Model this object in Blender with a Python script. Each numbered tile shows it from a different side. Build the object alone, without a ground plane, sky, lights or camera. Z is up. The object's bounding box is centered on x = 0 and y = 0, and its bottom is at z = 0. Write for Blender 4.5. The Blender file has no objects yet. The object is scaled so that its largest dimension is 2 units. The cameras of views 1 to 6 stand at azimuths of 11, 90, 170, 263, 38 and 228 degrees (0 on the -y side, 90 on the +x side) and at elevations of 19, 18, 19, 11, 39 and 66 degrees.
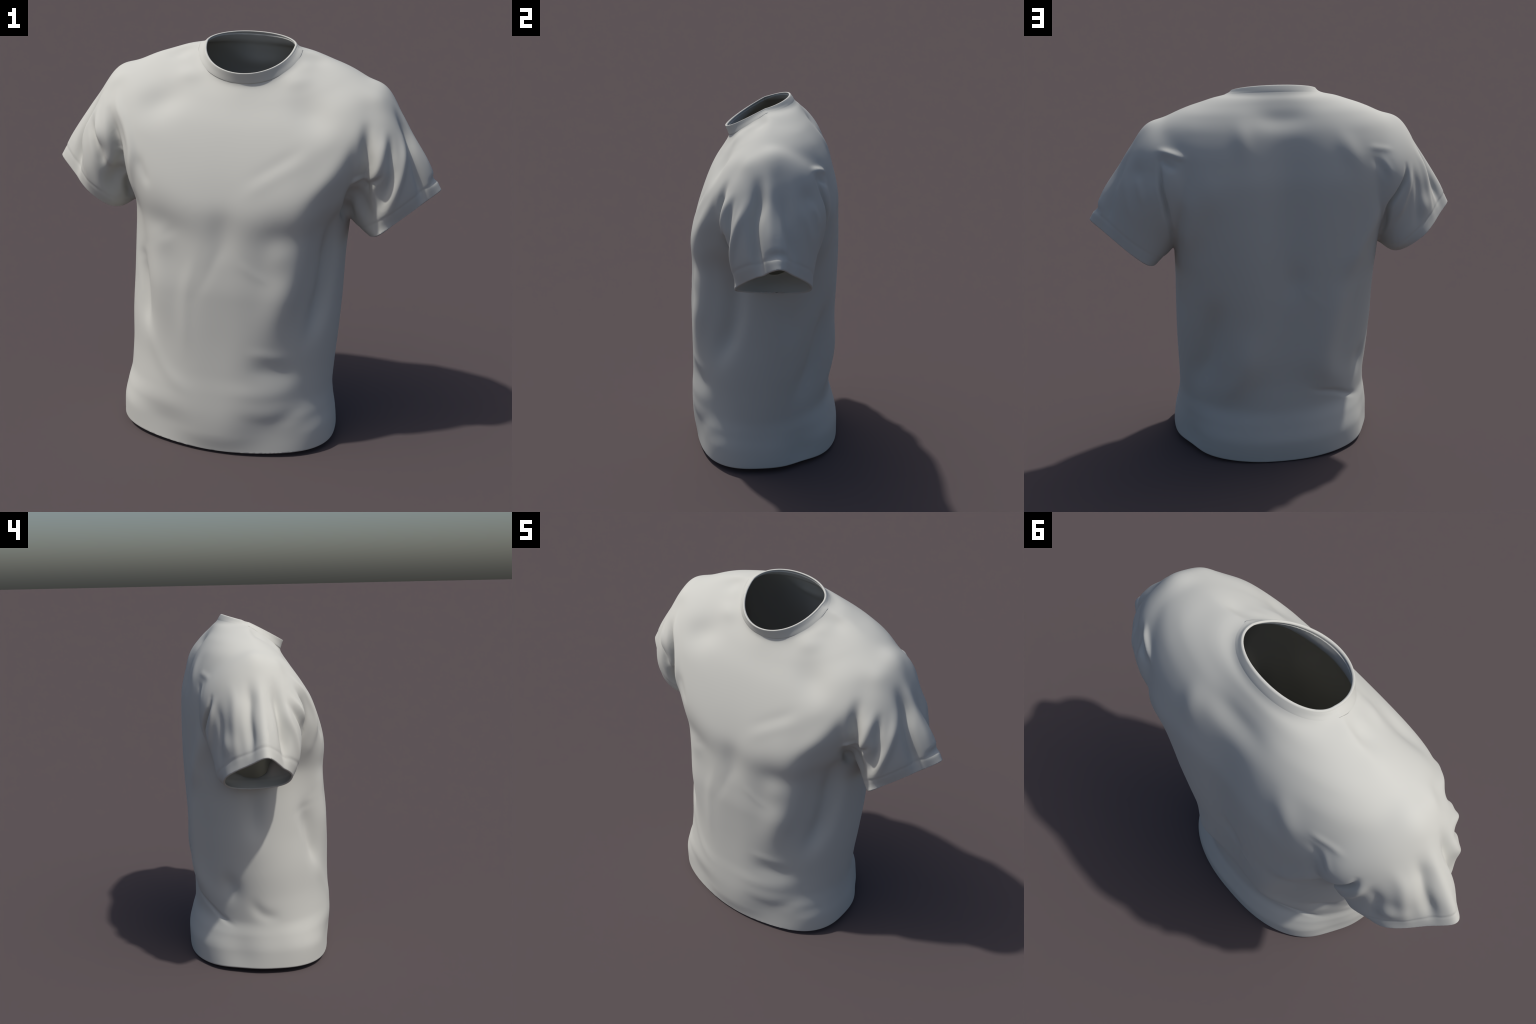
"""A plain white short-sleeved t-shirt, standing as if worn by an invisible torso.

The cloth is modelled as three lofts (torso, two sleeves) that are fused into
one surface, draped with folds, cut open at hem and cuffs, given thickness and
then split into named parts.  The collar band is a loft of its own.
"""
import bpy, bmesh
import numpy as np
from mathutils import Vector

CLOTH = 0.010          # cloth thickness
VOXEL = 0.006         # resolution of the fused surface


# ------------------------------------------------------------------ helpers
def pchip(xs, ys, q):
    """monotone cubic interpolation of control values"""
    xs = np.asarray(xs, float); ys = np.asarray(ys, float)
    h = np.diff(xs); d = np.diff(ys) / h
    m = np.zeros_like(ys)
    for i in range(1, len(xs) - 1):
        if d[i - 1] * d[i] > 0:
            w1 = 2 * h[i] + h[i - 1]; w2 = h[i] + 2 * h[i - 1]
            m[i] = (w1 + w2) / (w1 / d[i - 1] + w2 / d[i])
    m[0], m[-1] = d[0], d[-1]
    q = np.asarray(q, float)
    k = np.clip(np.searchsorted(xs, q) - 1, 0, len(xs) - 2)
    t = (q - xs[k]) / h[k]
    return ((2*t**3 - 3*t**2 + 1) * ys[k] + (t**3 - 2*t**2 + t) * h[k] * m[k]
            + (-2*t**3 + 3*t**2) * ys[k+1] + (t**3 - t**2) * h[k] * m[k+1])


def catmull(P, q, closed=False):
    """Catmull-Rom spline through points P (n,dim), parameter 0..n-1 (or 0..n closed)"""
    P = np.asarray(P, float); n = len(P); q = np.asarray(q, float)
    k = np.floor(q).astype(int)
    if not closed:
        k = np.clip(k, 0, n - 2)
    t = (q - k)[:, None]
    if closed:
        a, b, c, d = (P[(k + j) % n] for j in (-1, 0, 1, 2))
    else:
        E = np.vstack([2*P[0] - P[1], P, 2*P[-1] - P[-2]])
        a, b, c, d = (E[k + j] for j in (0, 1, 2, 3))
    return 0.5 * (2*b + (c - a)*t + (2*a - 5*b + 4*c - d)*t**2 + (3*b - a - 3*c + d)*t**3)


def smoothstep(a, b, x):
    t = np.clip((x - a) / (b - a), 0, 1)
    return t * t * (3 - 2 * t)


def spow(v, p):
    return np.sign(v) * np.abs(v) ** p


def loft_mesh(name, grid):
    """closed solid from rings (rows, around, 3), both ends capped with a fan"""
    r, c, _ = grid.shape
    verts = np.vstack([grid.reshape(-1, 3), grid[0].mean(0), grid[-1].mean(0)])
    faces = []
    for i in range(r - 1):
        a = i * c
        for j in range(c):
            k = (j + 1) % c
            faces.append((a + j, a + k, a + c + k, a + c + j))
    for j in range(c):
        k = (j + 1) % c
        faces.append((r * c, k, j))
        faces.append((r * c + 1, (r - 1) * c + j, (r - 1) * c + k))
    me = bpy.data.meshes.new(name)
    me.from_pydata(verts.tolist(), [], faces)
    return me


# ------------------------------------------------------------------ torso
# loops of the neck band, from its stitched base up to the rim:
# half width, side y, side z, front y, front z, back y, back z
NECK = [
    (.258, .055, 1.939, -.155, 1.792, .219, 1.957),
    (.233, .050, 1.946, -.163, 1.815, .203, 1.979),
    (.220, .052, 1.955, -.172, 1.838, .190, 1.997),
]

# one line per loop of the body, from under the hem up to the neck:
# half width -x, half width +x, side y, side z, front y, front z, back y, back z,
# roundness front, back, depth of the furrow down the middle of front, back
TORSO = [
    (.555, .560, -.05, -.06, -.402, -.06, .424, -.06, 2.4, 2.45, .000, .000),
    (.557, .562, -.05, .00, -.408, .00, .428, .00, 2.4, 2.45, .000, .000),
    (.556, .552, -.05, .10, -.426, .10, .430, .10, 2.4, 2.4, .000, .000),
    (.545, .534, -.04, .20, -.430, .20, .412, .20, 2.25, 2.25, .004, .004),
    (.532, .524, -.02, .30, -.426, .32, .393, .30, 2.1, 2.0, .008, .006),
    (.533, .526, .00, .42, -.420, .43, .398, .42, 2.05, 1.95, .012, .012),
    (.542, .532, .02, .60, -.418, .62, .424, .60, 2.0, 1.95, .020, .024),
    (.546, .534, .05, .80, -.417, .82, .436, .82, 1.92, 2.05, .022, .028),
    (.546, .532, .06, .98, -.408, .96, .442, 1.00, 1.92, 2.3, .022, .030),
    (.550, .535, .08, 1.15, -.400, 1.10, .444, 1.18, 2.0, 2.6, .020, .030),
    (.592, .585, .07, 1.35, -.392, 1.22, .440, 1.36, 2.5, 2.8, .012, .030),
    (.620, .620, .07, 1.54, -.362, 1.34, .432, 1.52, 2.9, 2.9, .004, .028),
    (.637, .635, .07, 1.68, -.312, 1.48, .402, 1.66, 2.9, 2.9, .000, .024),
    (.618, .614, .07, 1.788, -.258, 1.60, .355, 1.79, 2.4, 2.5, .000, .016),
    (.530, .530, .078, 1.853, -.206, 1.69, .304, 1.87, 1.85, 2.3, .000, .008),
    (.405, .405, .072, 1.900, -.172, 1.75, .257, 1.918, 1.6, 2.3, .000, .003),
    (.310, .310, .062, 1.931, -.155, 1.78, .232, 1.943, 1.75, 2.2, .000, .000),
] + [tuple([w - .003, w - .003, ys, zs, yf + .003, zf, yb - .003, zb, 2.0, 2.1, 0, 0])
     for w, ys, zs, yf, zf, yb, zb in NECK] + [
    (.207, .207, .05, 1.985, -.165, 1.86, .174, 2.03, 2.0, 2.1, .000, .000),
]


def torso_grid(rows=220, around=360):
    T = np.array(TORSO)
    q = np.linspace(0, len(T) - 1, rows)
    col = [pchip(np.arange(len(T)), T[:, k], q)[:, None] for k in range(T.shape[1])]
    wl, wr, ys, zs, yf, zf, yb, zb, nf, nb, gf, gb = col
    th = np.linspace(0, 2 * np.pi, around, endpoint=False)[None]
    c, s = np.cos(th), np.sin(th)
    n = np.where(s < 0, nf, nb)
    w = np.where(c < 0, wl, wr)
    x = w * spow(c, 2 / n)
    k = np.abs(s) ** (2 / n)
    y = np.where(s < 0, ys + (yf - ys) * k, ys + (yb - ys) * k)
    # the loops of the body sag between side and front, those of the neck are flat
    kz = np.abs(s) ** (2 - .95 * smoothstep(14, 17, q))[:, None]
    z = np.where(s < 0, zs + (zf - zs) * kz, zs + (zb - zs) * kz)
    y = y + np.where(s < 0, .6 * gf * np.exp(-(x / .13) ** 2), -gb * np.exp(-(x / .13) ** 2))
    return np.stack([x + 0 * y, y, z], -1)


# ------------------------------------------------------------------ sleeves
# rings from inside the shoulder to the cuff edge; eight points each:
# top, top front, front, low front, bottom, low back, back, top back
SLEEVE_RIGHT = [   # the sleeve on the +x side
    [(0.4, 0.07, 1.82), (0.4, -0.06, 1.78), (0.4, -0.16, 1.62), (0.4, -0.14, 1.42), (0.4, 0.06, 1.32), (0.4, 0.24, 1.42), (0.4, 0.29, 1.62), (0.4, 0.2, 1.78)],
    [(0.6, 0.08, 1.825), (0.56, -0.07, 1.75), (0.52, -0.2, 1.56), (0.48, -0.17, 1.36), (0.47, 0.06, 1.22), (0.48, 0.3, 1.36), (0.53, 0.36, 1.58), (0.56, 0.25, 1.75)],
    [(.687, .08, 1.758), (0.67, -0.08, 1.69), (0.615, -0.2, 1.51), (.56, -.11, 1.28), (0.52, 0.07, 1.17), (0.56, 0.29, 1.28), (.615, .34, 1.52), (0.67, 0.24, 1.69)],
    [(.788, .085, 1.595), (0.77, -0.075, 1.545), (.695, -.172, 1.415), (.60, -.085, 1.205), (0.56, 0.075, 1.13), (.60, .255, 1.20), (.69, .30, 1.41), (.77, .21, 1.545)],
    [(0.88, 0.09, 1.465), (0.85, -0.03, 1.395), (0.74, -0.14, 1.27), (.63, -.09, 1.15), (0.59, 0.08, 1.11), (.63, .245, 1.15), (.74, .265, 1.27), (.845, .18, 1.40)],
    [(0.963, 0.1, 1.329), (0.9, 0.02, 1.287), (.785, -.08, 1.195), (.685, -.125, 1.12), (0.62, 0.08, 1.085), (.67, .245, 1.10), (.77, .248, 1.165), (0.9, 0.158, 1.285)],
]
SLEEVE_LEFT = [   # the sleeve on the -x side
    [(-0.4, 0.07, 1.82), (-0.4, -0.06, 1.78), (-0.4, -0.16, 1.62), (-0.4, -0.14, 1.42), (-0.4, 0.06, 1.32), (-0.4, 0.24, 1.42), (-0.4, 0.29, 1.62), (-0.4, 0.2, 1.78)],
    [(-0.6, 0.08, 1.825), (-0.56, -0.07, 1.75), (-0.52, -0.2, 1.56), (-0.48, -0.17, 1.36), (-0.47, 0.06, 1.22), (-0.48, 0.3, 1.36), (-0.53, 0.36, 1.58), (-0.56, 0.25, 1.75)],
    [(-0.692, 0.08, 1.765), (-0.67, -0.08, 1.69), (-0.615, -0.2, 1.51), (-.56, -.11, 1.28), (-0.52, 0.07, 1.17), (-0.56, 0.29, 1.28), (-.615, .34, 1.52), (-0.67, 0.24, 1.69)],
    [(-0.795, 0.07, 1.6), (-0.77, -0.075, 1.545), (-.695, -.172, 1.415), (-.60, -.085, 1.205), (-0.56, 0.075, 1.13), (-0.6, 0.28, 1.2), (-.69, .288, 1.41), (-.77, .21, 1.545)],
    [(-0.885, 0.065, 1.465), (-0.85, -0.035, 1.395), (-0.74, -0.14, 1.27), (-.63, -.09, 1.15), (-0.59, 0.08, 1.11), (-0.63, 0.27, 1.145), (-.74, .265, 1.27), (-.845, .16, 1.40)],
    [(-0.97, 0.055, 1.328), (-0.888, -0.02, 1.279), (-0.77, -0.1, 1.185), (-0.66, -0.07, 1.115), (-0.62, 0.08, 1.09), (-0.65, 0.23, 1.115), (-.79, .25, 1.19), (-0.9, 0.142, 1.288)],
]


def sleeve_grid(rings, along=150, around=220):
    R = np.array(rings)
    if R[0, 0, 0] < 0:
        R = R[:, [0, 7, 6, 5, 4, 3, 2, 1]]          # keep the winding outward
    R = np.concatenate([R, (2 * R[-1] - R[-2])[None] * .35 + R[-1:] * .65])
    q = np.linspace(0, 8, around, endpoint=False)
    loops = np.array([catmull(r, q, closed=True) for r in R])
    t = np.linspace(0, len(R) - 1, along)
    return catmull(loops.reshape(len(R), -1), t).reshape(along, around, 3)


CUFF_PLANE = {     # point and outward normal of the two sleeve openings
    1: ((.963, .10, 1.329), (.598, -.02, -.802)),
    -1: ((-.970, .055, 1.328), (-.565, 0, -.825)),
}
CUFF_DEPTH = .055


# ------------------------------------------------------------------ folds
# (what, points along the middle, reach, height)
DRAPE = [
    # front
    ("front_fullness", [(.33, -.34, 1.33), (.36, -.30, 1.18), (.34, -.31, 1.00), (.29, -.345, .80), (.26, -.365, .62)], .095, .034),
    ("front_fullness", [(-.38, -.30, 1.30), (-.38, -.28, 1.17), (-.34, -.31, 1.02), (-.30, -.34, .78), (-.27, -.36, .62)], .090, .030),
    ("front_slack", [(0, -.385, 1.24), (0, -.395, 1.00)], .065, -.010),
    ("front_fullness", [(-.30, -.345, 1.12), (-.29, -.35, 1.02)], .060, .008),
    ("front_fullness", [(.27, -.36, 1.10), (.27, -.36, .98)], .060, .010),
    ("flank_slack", [(.50, -.14, 1.24), (.475, -.15, .95), (.45, -.18, .78), (.41, -.25, .60)], .060, -.042),
    ("flank_slack", [(-.45, .22, .56), (-.44, .20, .44)], .060, -.016),
    ("flank_slack", [(-.44, -.21, .96), (-.42, -.25, .78), (-.385, -.29, .56)], .055, -.028),
    ("chest_slack", [(.28, -.17, 1.72), (.42, -.20, 1.64)], .080, -.020),
    ("chest_slack", [(-.28, -.17, 1.72), (-.45, -.20, 1.65)], .080, -.020),
    ("collarbone_fullness", [(.20, -.11, 1.80), (.31, -.07, 1.82)], .045, .010),
    ("collarbone_fullness", [(-.20, -.11, 1.80), (-.31, -.08, 1.81)], .045, .010),
    ("shoulder_fullness", [(.60, -.05, 1.775), (.65, -.04, 1.74)], .055, .010),
    ("shoulder_fullness", [(-.60, -.05, 1.775), (-.65, -.04, 1.74)], .055, .010),
    ("shoulder_fullness", [(.58, .07, 1.82), (.66, .075, 1.765), (.71, .08, 1.72)], .055, .008),
    ("shoulder_fullness", [(-.58, .07, 1.82), (-.66, .07, 1.765), (-.71, .07, 1.72)], .055, .008),
    ("shoulder_slack", [(.28, .02, 1.92), (.37, .03, 1.90)], .045, -.012),
    ("shoulder_slack", [(-.28, .02, 1.92), (-.38, .02, 1.89)], .045, -.014),
    ("hem_slack", [(.12, -.42, .10), (.30, -.37, .11), (.45, -.27, .12)], .105, -.028),
    ("hem_slack", [(-.12, -.42, .10), (-.30, -.37, .11), (-.45, -.27, .12)], .105, -.028),
    # armpits
    ("armpit_tuck", [(.54, -.11, 1.27), (.57, -.14, 1.34), (.61, -.12, 1.25), (.65, -.11, 1.19)], .045, -.034),
    ("armpit_tuck", [(-.54, -.10, 1.25), (-.58, -.14, 1.33), (-.62, -.13, 1.28), (-.64, -.10, 1.20)], .045, -.034),
    ("armpit_gap", [(.555, -.125, 1.35), (.535, -.10, 1.30), (.52, -.08, 1.24), (.54, -.03, 1.17)], .026, -.048),
    ("armpit_gap", [(-.535, -.13, 1.28), (-.555, -.09, 1.25), (-.565, -.04, 1.20), (-.57, -.01, 1.15)], .026, -.040),
    # back
    ("flank_slack", [(.345, .37, .92), (.36, .33, .76), (.385, .28, .58), (.43, .22, .46), (.45, .20, .38)], .072, -.044),
    ("flank_slack", [(.52, .16, 1.00), (.525, .16, .75)], .060, -.014),
    ("flank_slack", [(-.545, .10, 1.12), (-.545, .08, .88), (-.54, .06, .78)], .060, -.022),
    ("lower_back_fullness", [(.17, .40, .75), (.22, .365, .48), (.33, .30, .34)], .070, .022),
    ("lower_back_fullness", [(-.34, .39, 1.08), (-.27, .40, .85), (-.22, .38, .52), (-.32, .32, .43), (-.41, .24, .35)], .085, .026),
    ("back_fullness", [(.50, .356, 1.57), (.455, .37, 1.39), (.48, .347, 1.25), (.49, .34, 1.12)], .055, .020),
    ("back_fullness", [(-.49, .365, 1.48), (-.48, .35, 1.35), (-.40, .38, 1.20), (-.32, .40, 1.04)], .055, .020),
    ("blade_fullness", [(.38, .42, 1.58), (.40, .42, 1.42)], .090, .014),
    ("spine_slack", [(-.06, .42, 1.12), (-.05, .42, .95)], .060, -.012),
    ("nape_slack", [(-.16, .29, 1.865), (0, .305, 1.855), (.16, .29, 1.865)], .060, -.016),
    ("hem_slack", [(.50, .22, .20), (.50, .22, -.05)], .110, -.028),
    ("hem_slack", [(-.50, .17, .22), (-.50, .17, -.05)], .105, -.020),
    ("sleeve_slack", [(.655, .32, 1.53), (.60, .30, 1.69)], .050, -.014),
    ("sleeve_slack", [(.70, -.165, 1.42), (.70, -.15, 1.34), (.69, -.135, 1.24)], .045, -.020),
    ("sleeve_slack", [(-.69, -.18, 1.47), (-.66, -.17, 1.38)], .045, -.014),
    ("sleeve_slack", [(.70, .25, 1.62), (.72, .245, 1.58)], .050, -.012),
    ("sleeve_fullness", [(-.77, .24, 1.40), (-.79, .22, 1.31)], .050, .014),
]

# (what, points along the fold, half width, height): positive = ridge, negative = crease
FOLDS = [
    # sleeve on the +x side
    ("armhole_hollow", [(.600, -.150, 1.645), (.615, -.192, 1.533), (.622, -.194, 1.485), (.615, -.18, 1.41), (.605, -.15, 1.33), (.60, -.11, 1.24)], .030, -.038),
    ("front_crest", [(.677, -.124, 1.623), (.679, -.163, 1.548), (.668, -.184, 1.473), (.641, -.179, 1.411), (.605, -.15, 1.36)], .026, .010),
    ("front_trough", [(.705, -.115, 1.599), (.726, -.147, 1.491), (.735, -.151, 1.43), (.719, -.157, 1.341), (.692, -.147, 1.267)], .022, -.018),
    ("middle_crest", [(.752, -.054, 1.60), (.772, -.085, 1.524), (.772, -.115, 1.438), (.752, -.14, 1.332), (.716, -.135, 1.227)], .026, .013),
    ("top_trough", [(.72, .0, 1.69), (.777, .005, 1.598), (.817, -.021, 1.507), (.856, -.022, 1.411), (.887, -.005, 1.31), (.91, .0, 1.25)], .032, -.034),
    ("top_crest", [(.70, .055, 1.73), (.76, .058, 1.64), (.82, .06, 1.54), (.874, .062, 1.462), (.93, .07, 1.37)], .028, .010),
    ("cuff_dent", [(.906, .036, 1.367), (.925, .091, 1.388), (.905, .145, 1.368)], .018, -.012),
    ("armpit_hump", [(.545, -.18, 1.376), (.58, -.177, 1.40), (.613, -.172, 1.389)], .014, .010),
    ("underarm_crease", [(.691, -.174, 1.431), (.635, -.165, 1.369), (.579, -.128, 1.302)], .014, -.010),
    ("back_trough", [(.75, .12, 1.65), (.79, .13, 1.59), (.83, .146, 1.508), (.857, .165, 1.393), (.87, .18, 1.29)], .036, -.022),
    ("back_crest", [(.768, .196, 1.571), (.767, .239, 1.467), (.742, .267, 1.353)], .028, .006),
    ("back_crest", [(.713, .258, 1.575), (.702, .287, 1.505), (.692, .299, 1.443)], .020, .006),
    # sleeve on the -x side
    ("armhole_hollow", [(-.641, -.148, 1.622), (-.605, -.197, 1.538), (-.585, -.198, 1.458), (-.57, -.181, 1.385), (-.58, -.15, 1.31), (-.59, -.11, 1.23)], .028, -.040),
    ("lapped_crest", [(-.718, -.095, 1.607), (-.683, -.175, 1.494), (-.656, -.18, 1.422), (-.628, -.162, 1.361), (-.586, -.132, 1.306), (-.55, -.12, 1.28)], .018, .012),
    ("front_trough", [(-.748, -.089, 1.565), (-.716, -.16, 1.463), (-.68, -.175, 1.40), (-.655, -.15, 1.316)], .022, -.022),
    ("middle_crest", [(-.765, -.07, 1.60), (-.79, -.08, 1.50), (-.775, -.116, 1.40), (-.758, -.132, 1.30), (-.75, -.12, 1.22)], .026, .012),
    ("pocket_ridge", [(-.599, -.19, 1.437), (-.575, -.184, 1.413), (-.54, -.20, 1.40)], .014, .004),
    ("top_front_trough", [(-.735, -.02, 1.68), (-.785, -.03, 1.58), (-.82, -.045, 1.46), (-.835, -.055, 1.35), (-.845, -.055, 1.25)], .034, -.038),
    ("top_crest", [(-.73, .06, 1.70), (-.80, .062, 1.59), (-.86, .06, 1.50), (-.925, .058, 1.395), (-.97, .055, 1.32)], .026, .010),
    ("top_trough", [(-.73, .115, 1.68), (-.79, .12, 1.59), (-.836, .13, 1.503), (-.875, .128, 1.404), (-.91, .13, 1.32)], .028, -.022),
    ("back_crest", [(-.70, .20, 1.66), (-.76, .19, 1.58), (-.80, .199, 1.458), (-.83, .195, 1.33), (-.85, .19, 1.26)], .030, .009),
    ("back_trough", [(-.69, .28, 1.57), (-.725, .272, 1.48), (-.733, .27, 1.38), (-.73, .26, 1.24)], .026, -.007),
    # front of the body
    ("armhole_edge", [(-.610, -.097, 1.712), (-.586, -.16, 1.641), (-.54, -.215, 1.579), (-.50, -.25, 1.51), (-.478, -.27, 1.44), (-.47, -.26, 1.34), (-.47, -.24, 1.26)], .026, .014),
    ("armhole_edge", [(.598, -.118, 1.696), (.564, -.184, 1.621), (.515, -.244, 1.508), (.436, -.305, 1.392), (.331, -.348, 1.269)], 0.045, 0.008),
    ("chest_drag", [(.073, -.373, 1.297), (.178, -.346, 1.394), (.317, -.307, 1.478), (.39, -.271, 1.55)], 0.04, 0.003),
    ("chest_drag", [(.09, -.355, 1.368), (.201, -.326, 1.446), (.343, -.278, 1.546)], 0.035, -0.003),
    ("armpit_crease", [(-.446, -.293, 1.443), (-.419, -.313, 1.387), (-.379, -.332, 1.314)], .025, -.007),
    ("belly_dimple", [(.153, -.396, .477), (.28, -.35, .457), (.371, -.292, .443)], .05, -.008),
    ("belly_ridge", [(.148, -.393, .557), (.243, -.363, .544), (.321, -.322, .519)], .030, .003),
    ("belly_ridge", [(.043, -.414, .349), (.209, -.391, .346), (.325, -.337, .355), (.405, -.268, .39)], .045, .003),
    ("hem_crease", [(.086, -.426, .222), (.263, -.4, .171), (.347, -.359, .21), (.416, -.287, .269)], .050, -.004),
    ("hem_ridge", [(.347, -.374, .123), (.418, -.316, .189), (.475, -.247, .209)], .050, .003),
    ("belly_wrinkle", [(.076, -.383, 1.007), (.158, -.374, .946), (.236, -.345, .907)], 0.025, 0.002),
    ("belly_wrinkle", [(.006, -.38, 1.099), (-.054, -.384, .94), (-.115, -.389, .795)], 0.03, -0.002),
    ("side_wrinkle", [(-.424, -.212, .968), (-.325, -.303, 1.053), (-.223, -.366, 1.135)], 0.025, -0.002),
    ("side_wrinkle", [(-.472, -.156, .885), (-.434, -.21, .73), (-.365, -.295, .498)], 0.03, 0.003),
    ("side_wrinkle", [(-.484, -.138, .898), (-.423, -.214, .936), (-.279, -.323, .965)], 0.025, -0.002),
    ("long_drape", [(-.12, -.39, 1.05), (-.17, -.39, .80), (-.16, -.40, .50)], .035, .0035),
    ("long_drape", [(-.38, -.27, .62), (-.28, -.36, .42), (-.12, -.42, .30)], .040, .004),
    # back of the body
    ("waist_tuck", [(-.141, .378, .404), (-.292, .33, .355), (-.405, .249, .286), (-.45, .19, .26)], .018, -.008),
    ("waist_hollow", [(-.515, .10, .42), (-.526, .045, .345), (-.53, -.05, .32)], .035, -.007),
    ("shoulder_pucker", [(.606, .27, 1.709), (.543, .311, 1.698), (.475, .35, 1.677)], .018, .014),
    ("shoulder_pucker", [(.603, .3, 1.673), (.564, .331, 1.648), (.524, .346, 1.632)], .020, -.012),
    ("blade_ridge", [(.2, .322, 1.835), (.2, .361, 1.764), (.204, .391, 1.686)], .045, .008),
    ("blade_ridge", [(-.281, .34, 1.793), (-.343, .377, 1.694), (-.399, .393, 1.596)], .050, .008),
    ("shoulder_pucker", [(-.438, .35, 1.71), (-.508, .328, 1.697), (-.572, .307, 1.683)], .018, .004),
    ("shoulder_pucker", [(-.505, .342, 1.662), (-.543, .353, 1.6), (-.566, .361, 1.556)], .018, .003),
    ("shoulder_pucker", [(-.449, .364, 1.663), (-.497, .357, 1.609), (-.537, .363, 1.532)], .020, -.003),
    ("armhole_seam", [(-.642, .295, 1.60), (-.644, .315, 1.541), (-.609, .339, 1.471), (-.562, .341, 1.401), (-.552, .32, 1.34), (-.549, .282, 1.277), (-.55, .23, 1.22)], .013, -.034),
    ("armhole_flap", [(-.678, .28, 1.589), (-.673, .297, 1.544), (-.659, .311, 1.466), (-.625, .317, 1.363), (-.585, .31, 1.308)], .020, .010),
    ("armhole_seam", [(.604, .289, 1.671), (.604, .318, 1.604), (.597, .345, 1.511), (.579, .344, 1.435), (.548, .285, 1.281), (.545, .24, 1.22)], .013, -.024),
    ("back_wrinkle", [(-.067, .418, 1.013), (-.155, .421, .939), (-.26, .393, .85)], .020, .0015),
]


def fold_profile(P, line, width):
    """soft bead swept along a line: 1 on the middle of the line, fading sideways and to both ends"""
    line = np.array(line, float)
    L = catmull(line, np.linspace(0, len(line) - 1, 24 * (len(line) - 1) + 1))
    arc = np.concatenate([[0], np.cumsum(np.linalg.norm(np.diff(L, axis=0), axis=1))])
    m = max(3, int(arc[-1] / (width * .4)) + 1)
    t = np.linspace(0, arc[-1], m)
    S = np.stack([np.interp(t, arc, L[:, k]) for k in range(3)], 1)
    u = t / arc[-1]
    weight = .15 + .85 * smoothstep(0, .3, u) * smoothstep(0, .3, 1 - u)
    mid = S[m // 2]
    norm = (weight * np.exp(-((S - mid) ** 2).sum(1) / width ** 2)).sum()
    out = np.zeros(len(P))
    for p, w in zip(S, weight):
        out += w * np.exp(-((P - p) ** 2).sum(1) / width ** 2)
    return out / norm


def add_folds(V, N, folds):
    out = np.zeros(len(V))
    for what, line, width, height in folds:
        pts = np.array(line)
        lo, hi = pts.min(0) - 3 * width, pts.max(0) + 3 * width
        near = np.where(((V > lo) & (V < hi)).all(1))[0]
        if len(near):
            out[near] += height * fold_profile(V[near], line, width)
    return V + N * out[:, None]


# ------------------------------------------------------------------ surface tools
def relax(V, E, steps, lam=.5, weight=None):
    """smooth the surface, everywhere or where the weight asks for it"""
    V = V.copy()
    if weight is None:
        weight = np.ones(len(V))
    E = np.concatenate([E, E[:, ::-1]])
    E = E[weight[E[:, 0]] > 0]
    who, first = np.unique(E[:, 0], return_inverse=True)
    count = np.bincount(first).astype(float)
    w = lam * weight[who]
    for _ in range(steps):
        for k in range(3):
            mean = np.bincount(first, V[E[:, 1], k]) / count
            V[who, k] += (mean - V[who, k]) * w
    return V


def normals_of(me):
    n = np.empty(len(me.vertices) * 3)
    me.vertex_normals.foreach_get("vector", n)
    return n.reshape(-1, 3)


def coords(me):
    v = np.empty(len(me.vertices) * 3)
    me.vertices.foreach_get("co", v)
    return v.reshape(-1, 3)


def set_coords(me, V):
    me.vertices.foreach_set("co", np.ascontiguousarray(V, np.float32).ravel())
    me.update()


def edges_of(me):
    e = np.empty(len(me.edges) * 2, np.int32)
    me.edges.foreach_get("vertices", e)
    return e.reshape(-1, 2)


def fused_surface():
    meshes = [loft_mesh("torso", torso_grid()),
              loft_mesh("sleeve", sleeve_grid(SLEEVE_RIGHT)),
              loft_mesh("sleeve", sleeve_grid(SLEEVE_LEFT))]
    bm = bmesh.new()
    for m in meshes:
        bm.from_mesh(m)
    bmesh.ops.recalc_face_normals(bm, faces=bm.faces)
    me = bpy.data.meshes.new("cloth")
    bm.to_mesh(me); bm.free()
    ob = bpy.data.objects.new("cloth", me)
    bpy.context.scene.collection.objects.link(ob)
    mod = ob.modifiers.new("fuse", 'REMESH')
    mod.mode = 'VOXEL'; mod.voxel_size = VOXEL; mod.adaptivity = 0
    dg = bpy.context.evaluated_depsgraph_get()
    fused = bpy.data.meshes.new_from_object(ob.evaluated_get(dg))
    bpy.data.objects.remove(ob)
    return fused


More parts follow.
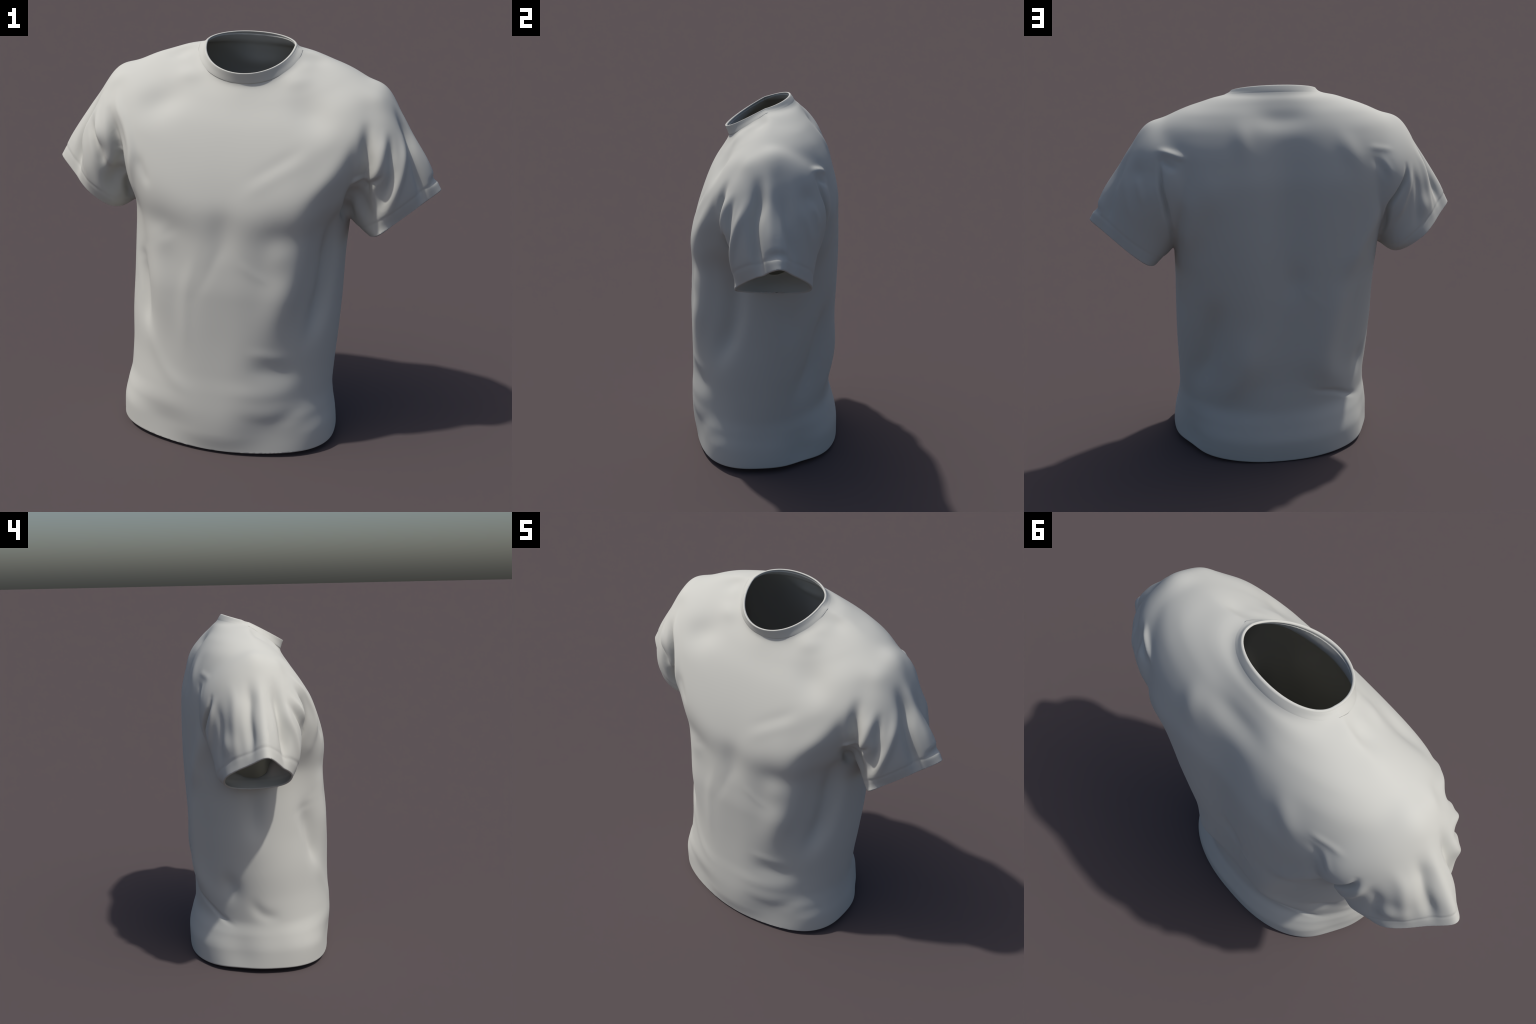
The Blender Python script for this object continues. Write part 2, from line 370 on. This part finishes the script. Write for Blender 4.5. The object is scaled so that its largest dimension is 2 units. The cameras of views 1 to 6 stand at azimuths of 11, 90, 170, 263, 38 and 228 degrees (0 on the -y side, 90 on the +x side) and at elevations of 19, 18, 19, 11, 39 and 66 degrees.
def cut(me):
    """open the solid at the hem, the cuffs and the neck"""
    bm = bmesh.new(); bm.from_mesh(me)

    def slice_off(co, no, pick):
        faces = [f for f in bm.faces if pick(f.calc_center_median())]
        geom = set(faces)
        for f in faces:
            geom.update(f.edges); geom.update(f.verts)
        co, no = Vector(co), Vector(no)
        bmesh.ops.bisect_plane(bm, geom=list(geom), plane_co=co, plane_no=no, dist=1e-5)
        dead = [f for f in bm.faces if pick(f.calc_center_median()) and (f.calc_center_median() - co).dot(no) > 0]
        bmesh.ops.delete(bm, geom=dead, context='FACES')

    slice_off((0, 0, .004), (0, 0, -1), lambda c: c.z < .1)
    for side, (co, no) in CUFF_PLANE.items():
        slice_off(co, no, lambda c: c.x * side > .59 and c.z < 1.45)
        inner = Vector(co) - Vector(no).normalized() * CUFF_DEPTH   # the stitched line above the cuff
        faces = [f for f in bm.faces if f.calc_center_median().x * side > .56 and f.calc_center_median().z < 1.45]
        geom = set(faces)
        for f in faces:
            geom.update(f.edges); geom.update(f.verts)
        bmesh.ops.bisect_plane(bm, geom=list(geom), plane_co=inner, plane_no=Vector(no), dist=1e-5)
    # the neck hole rises towards the shoulders: straighten it, cut, bend back
    for v in bm.verts:
        v.co.z -= .5 * v.co.x ** 2
    slice_off((0, -.165, 1.826), (0, -.41, .912), lambda c: c.z > 1.7 and (c.x / .30) ** 2 + ((c.y - .02) / .27) ** 2 < 1)
    for v in bm.verts:
        v.co.z += .5 * v.co.x ** 2
    bmesh.ops.triangulate(bm, faces=[f for f in bm.faces if len(f.verts) > 4])
    bm.to_mesh(me); bm.free()
    return me


def cuffs(V, N):
    """the turned-up cuff sits a little inside the sleeve, below a stitched groove"""
    out = np.zeros(len(V))
    for side, (co, no) in CUFF_PLANE.items():
        no = np.array(no) / np.linalg.norm(no)
        up = -(V - np.array(co)) @ no
        arm = (V[:, 0] * side > .57) & (V[:, 2] > 1.0) & (V[:, 2] < 1.5)
        out -= arm * (.0012 * (1 - smoothstep(CUFF_DEPTH - .004, CUFF_DEPTH + .014, up))
                      + .0011 * np.exp(-((up - CUFF_DEPTH) / .009) ** 2))
    return V + N * out[:, None]


def finish(V):
    """the hem hangs a little free of the ground at the sides and the front"""
    a = np.arctan2(V[:, 1], V[:, 0])
    lift = .028 * np.cos(a) ** 2 + .010 * np.clip(-np.sin(a), 0, 1) ** 2
    V[:, 2] += lift * (1 - smoothstep(0, .35, V[:, 2]))
    return V


# ------------------------------------------------------------------ build
def cotton():
    mat = bpy.data.materials.new("white_cotton")
    mat.use_nodes = True
    nt = mat.node_tree; b = nt.nodes["Principled BSDF"]
    co = nt.nodes.new("ShaderNodeTexCoord")
    no = nt.nodes.new("ShaderNodeTexNoise"); no.inputs["Scale"].default_value = 3.0
    no.inputs["Detail"].default_value = 3.0
    ramp = nt.nodes.new("ShaderNodeValToRGB")
    ramp.color_ramp.elements[0].position = .3; ramp.color_ramp.elements[0].color = (.538, .541, .504, 1)
    ramp.color_ramp.elements[1].position = .7; ramp.color_ramp.elements[1].color = (.546, .549, .512, 1)
    nt.links.new(co.outputs["Object"], no.inputs["Vector"])
    nt.links.new(no.outputs["Fac"], ramp.inputs["Fac"])
    nt.links.new(ramp.outputs["Color"], b.inputs["Base Color"])
    b.inputs["Roughness"].default_value = .9
    b.inputs["Specular IOR Level"].default_value = .2
    return mat


def thicken(V, F, N, thick):
    """double the sheet inward and close its free edges with a rounded rim
    V verts, F list of faces (any size) -> verts, faces, source face of each"""
    n = len(V)
    count = {}
    for fi, f in enumerate(F):
        for a, b in zip(f, f[1:] + f[:1]):
            k = (a, b) if a < b else (b, a)
            count.setdefault(k, []).append((fi, a, b))
    rim = [v[0] for v in count.values() if len(v) == 1]
    inner = V - N * thick
    on_rim = sorted({a for _, a, b in rim} | {b for _, a, b in rim})
    # direction in which the sheet ends, for the round rim
    out = np.zeros((n, 3))
    for fi, a, b in rim:
        e = V[b] - V[a]
        o = np.cross(e, N[a] + N[b])
        o /= np.linalg.norm(o) + 1e-12
        out[a] += o; out[b] += o
    mid = {v: 2 * n + i for i, v in enumerate(on_rim)}
    O = out[on_rim]; O /= np.linalg.norm(O, axis=1)[:, None] + 1e-12
    M = V[on_rim] - N[on_rim] * thick * .5 + O * thick * .45
    verts = np.vstack([V, inner, M])
    faces = list(F); src = list(range(len(F)))
    for fi, f in enumerate(F):
        faces.append(tuple(n + v for v in reversed(f))); src.append(fi)
    for fi, a, b in rim:
        faces.append((b, a, mid[a], mid[b])); src.append(fi)
        faces.append((mid[b], mid[a], n + a, n + b)); src.append(fi)
    return verts, faces, src


def make_object(name, V, F, VN, mat, parent):
    used = np.unique(np.concatenate([np.array(f) for f in F]))
    idx = np.full(len(V), -1); idx[used] = np.arange(len(used))
    me = bpy.data.meshes.new(name)
    me.from_pydata(V[used].tolist(), [], [tuple(int(idx[v]) for v in f) for f in F])
    me.polygons.foreach_set("use_smooth", np.ones(len(me.polygons), bool))
    me.update()
    if VN is not None:
        me.normals_split_custom_set_from_vertices(VN[used].tolist())
    me.materials.append(mat)
    ob = bpy.data.objects.new(name, me)
    bpy.context.scene.collection.objects.link(ob)
    ob.parent = parent
    return ob


def whole_normals(V, F):
    me = bpy.data.meshes.new("tmp")
    me.from_pydata(V.tolist(), [], F); me.update()
    N = normals_of(me)
    bpy.data.meshes.remove(me)
    return N


def collar_band(mat, parent):
    """band round the neck: up the outside from the stitched base, over the rim, down the inside"""
    around = 240
    th = np.linspace(0, 2 * np.pi, around, endpoint=False)
    c, s = np.cos(th), np.sin(th)
    n = np.where(s < 0, 2.0, 2.1)

    def loop(p, grow=0.0):
        w, ys, zs, yf, zf, yb, zb = p
        w, yf, yb = w + grow, yf - grow, yb + grow
        k = np.abs(s) ** (2 / n)
        y = np.where(s < 0, ys + (yf - ys) * k, ys + (yb - ys) * k)
        kz = np.abs(s) ** 1.05
        z = np.where(s < 0, zs + (zf - zs) * kz, zs + (zb - zs) * kz)
        return np.stack([w * spow(c, 2 / n), y, z], -1)

    steps = catmull(np.array(NECK), np.linspace(0, 2, 13))
    # the base sinks softly into the body at the back and stands proud in front
    sink = smoothstep(-1.0, .3, s)
    loops = [loop(steps[0], -.010)]
    loops += [loop(p, -(.0005 + .0085 * sink) * (1 - k / 12) ** 3) for k, p in enumerate(steps)]
    thick = .011
    rim, up = loops[-1], np.array([0, -.42, .9])
    flat = rim - rim.mean(0); flat[:, 2] = 0
    flat /= np.linalg.norm(flat, axis=1)[:, None]
    for a in np.linspace(0, np.pi, 7)[1:]:
        loops.append(rim - flat * thick * .5 * (1 - np.cos(a)) + up * thick * .4 * np.sin(a))
    for p in steps[-2::-1]:
        loops.append(loop(p, -thick))
    G = np.array(loops); r = len(G)
    F = []
    for i in range(r - 1):
        for j in range(around):
            k = (j + 1) % around
            F.append((i*around + j, i*around + k, (i+1)*around + k, (i+1)*around + j))
    return make_object("collar", G.reshape(-1, 3), F, None, mat, parent)


def build():
    mat = cotton()
    shirt = bpy.data.objects.new("t_shirt", None)
    bpy.context.scene.collection.objects.link(shirt)
    shirt["label"] = "plain white short-sleeved crew neck cotton t-shirt, worn shape"
    shirt["category"] = "t-shirt"

    me = fused_surface()
    V, E = coords(me), edges_of(me)
    V = relax(V, E, 12)
    # over the shoulder the sleeve runs into the body without a step
    x = np.abs(V[:, 0])
    soft = smoothstep(.42, .54, x) * (1 - smoothstep(.70, .80, x)) * smoothstep(1.38, 1.62, V[:, 2])
    V = relax(V, E, 140, .5, soft)
    # the chest rolls over softly into the belly
    soft = smoothstep(.05, -.10, V[:, 1]) * smoothstep(.95, 1.15, V[:, 2]) * (1 - smoothstep(1.35, 1.5, V[:, 2])) * (1 - smoothstep(.40, .50, np.abs(V[:, 0])))
    V = relax(V, E, 120, .5, soft)
    set_coords(me, V)
    V = add_folds(V, normals_of(me), DRAPE)
    set_coords(me, V)
    V = add_folds(V, normals_of(me), FOLDS)
    set_coords(me, V)
    V = cuffs(V, normals_of(me))
    set_coords(me, V)
    cut(me)
    V = finish(coords(me))
    set_coords(me, V)
    N = normals_of(me)
    F = [tuple(p.vertices) for p in me.polygons]
    verts, faces, src = thicken(V, F, N, CLOTH)
    VN = whole_normals(verts, faces)

    # split by region
    cen = np.array([V[list(f)].mean(0) for f in F])
    region = np.zeros(len(F), int)                       # 0 torso
    for side, (sleeve, cuff) in {1: (1, 2), -1: (3, 4)}.items():
        co, no = CUFF_PLANE[side]
        no = np.array(no) / np.linalg.norm(no)
        x = cen[:, 0] * side
        seam = .50 + .10 * smoothstep(1.45, 1.80, cen[:, 2])
        arm = (x > seam) & (cen[:, 2] > 1.05)
        arm &= (cen[:, 2] > 1.20) | (x > .585)      # below the armpit the side of the body stays with the torso
        region[arm] = sleeve
        d = (cen - np.array(co)) @ no
        region[arm & (d > -CUFF_DEPTH)] = cuff
    src = np.array(src)
    objs = {}
    for r, name in enumerate(["torso", "sleeve", "cuff", "sleeve", "cuff"]):
        sel = np.where(region[src] == r)[0]
        par = objs[r - 1] if name == "cuff" else shirt
        objs[r] = make_object(name, verts, [faces[i] for i in sel], VN, mat, par)
    collar_band(mat, shirt)


build()
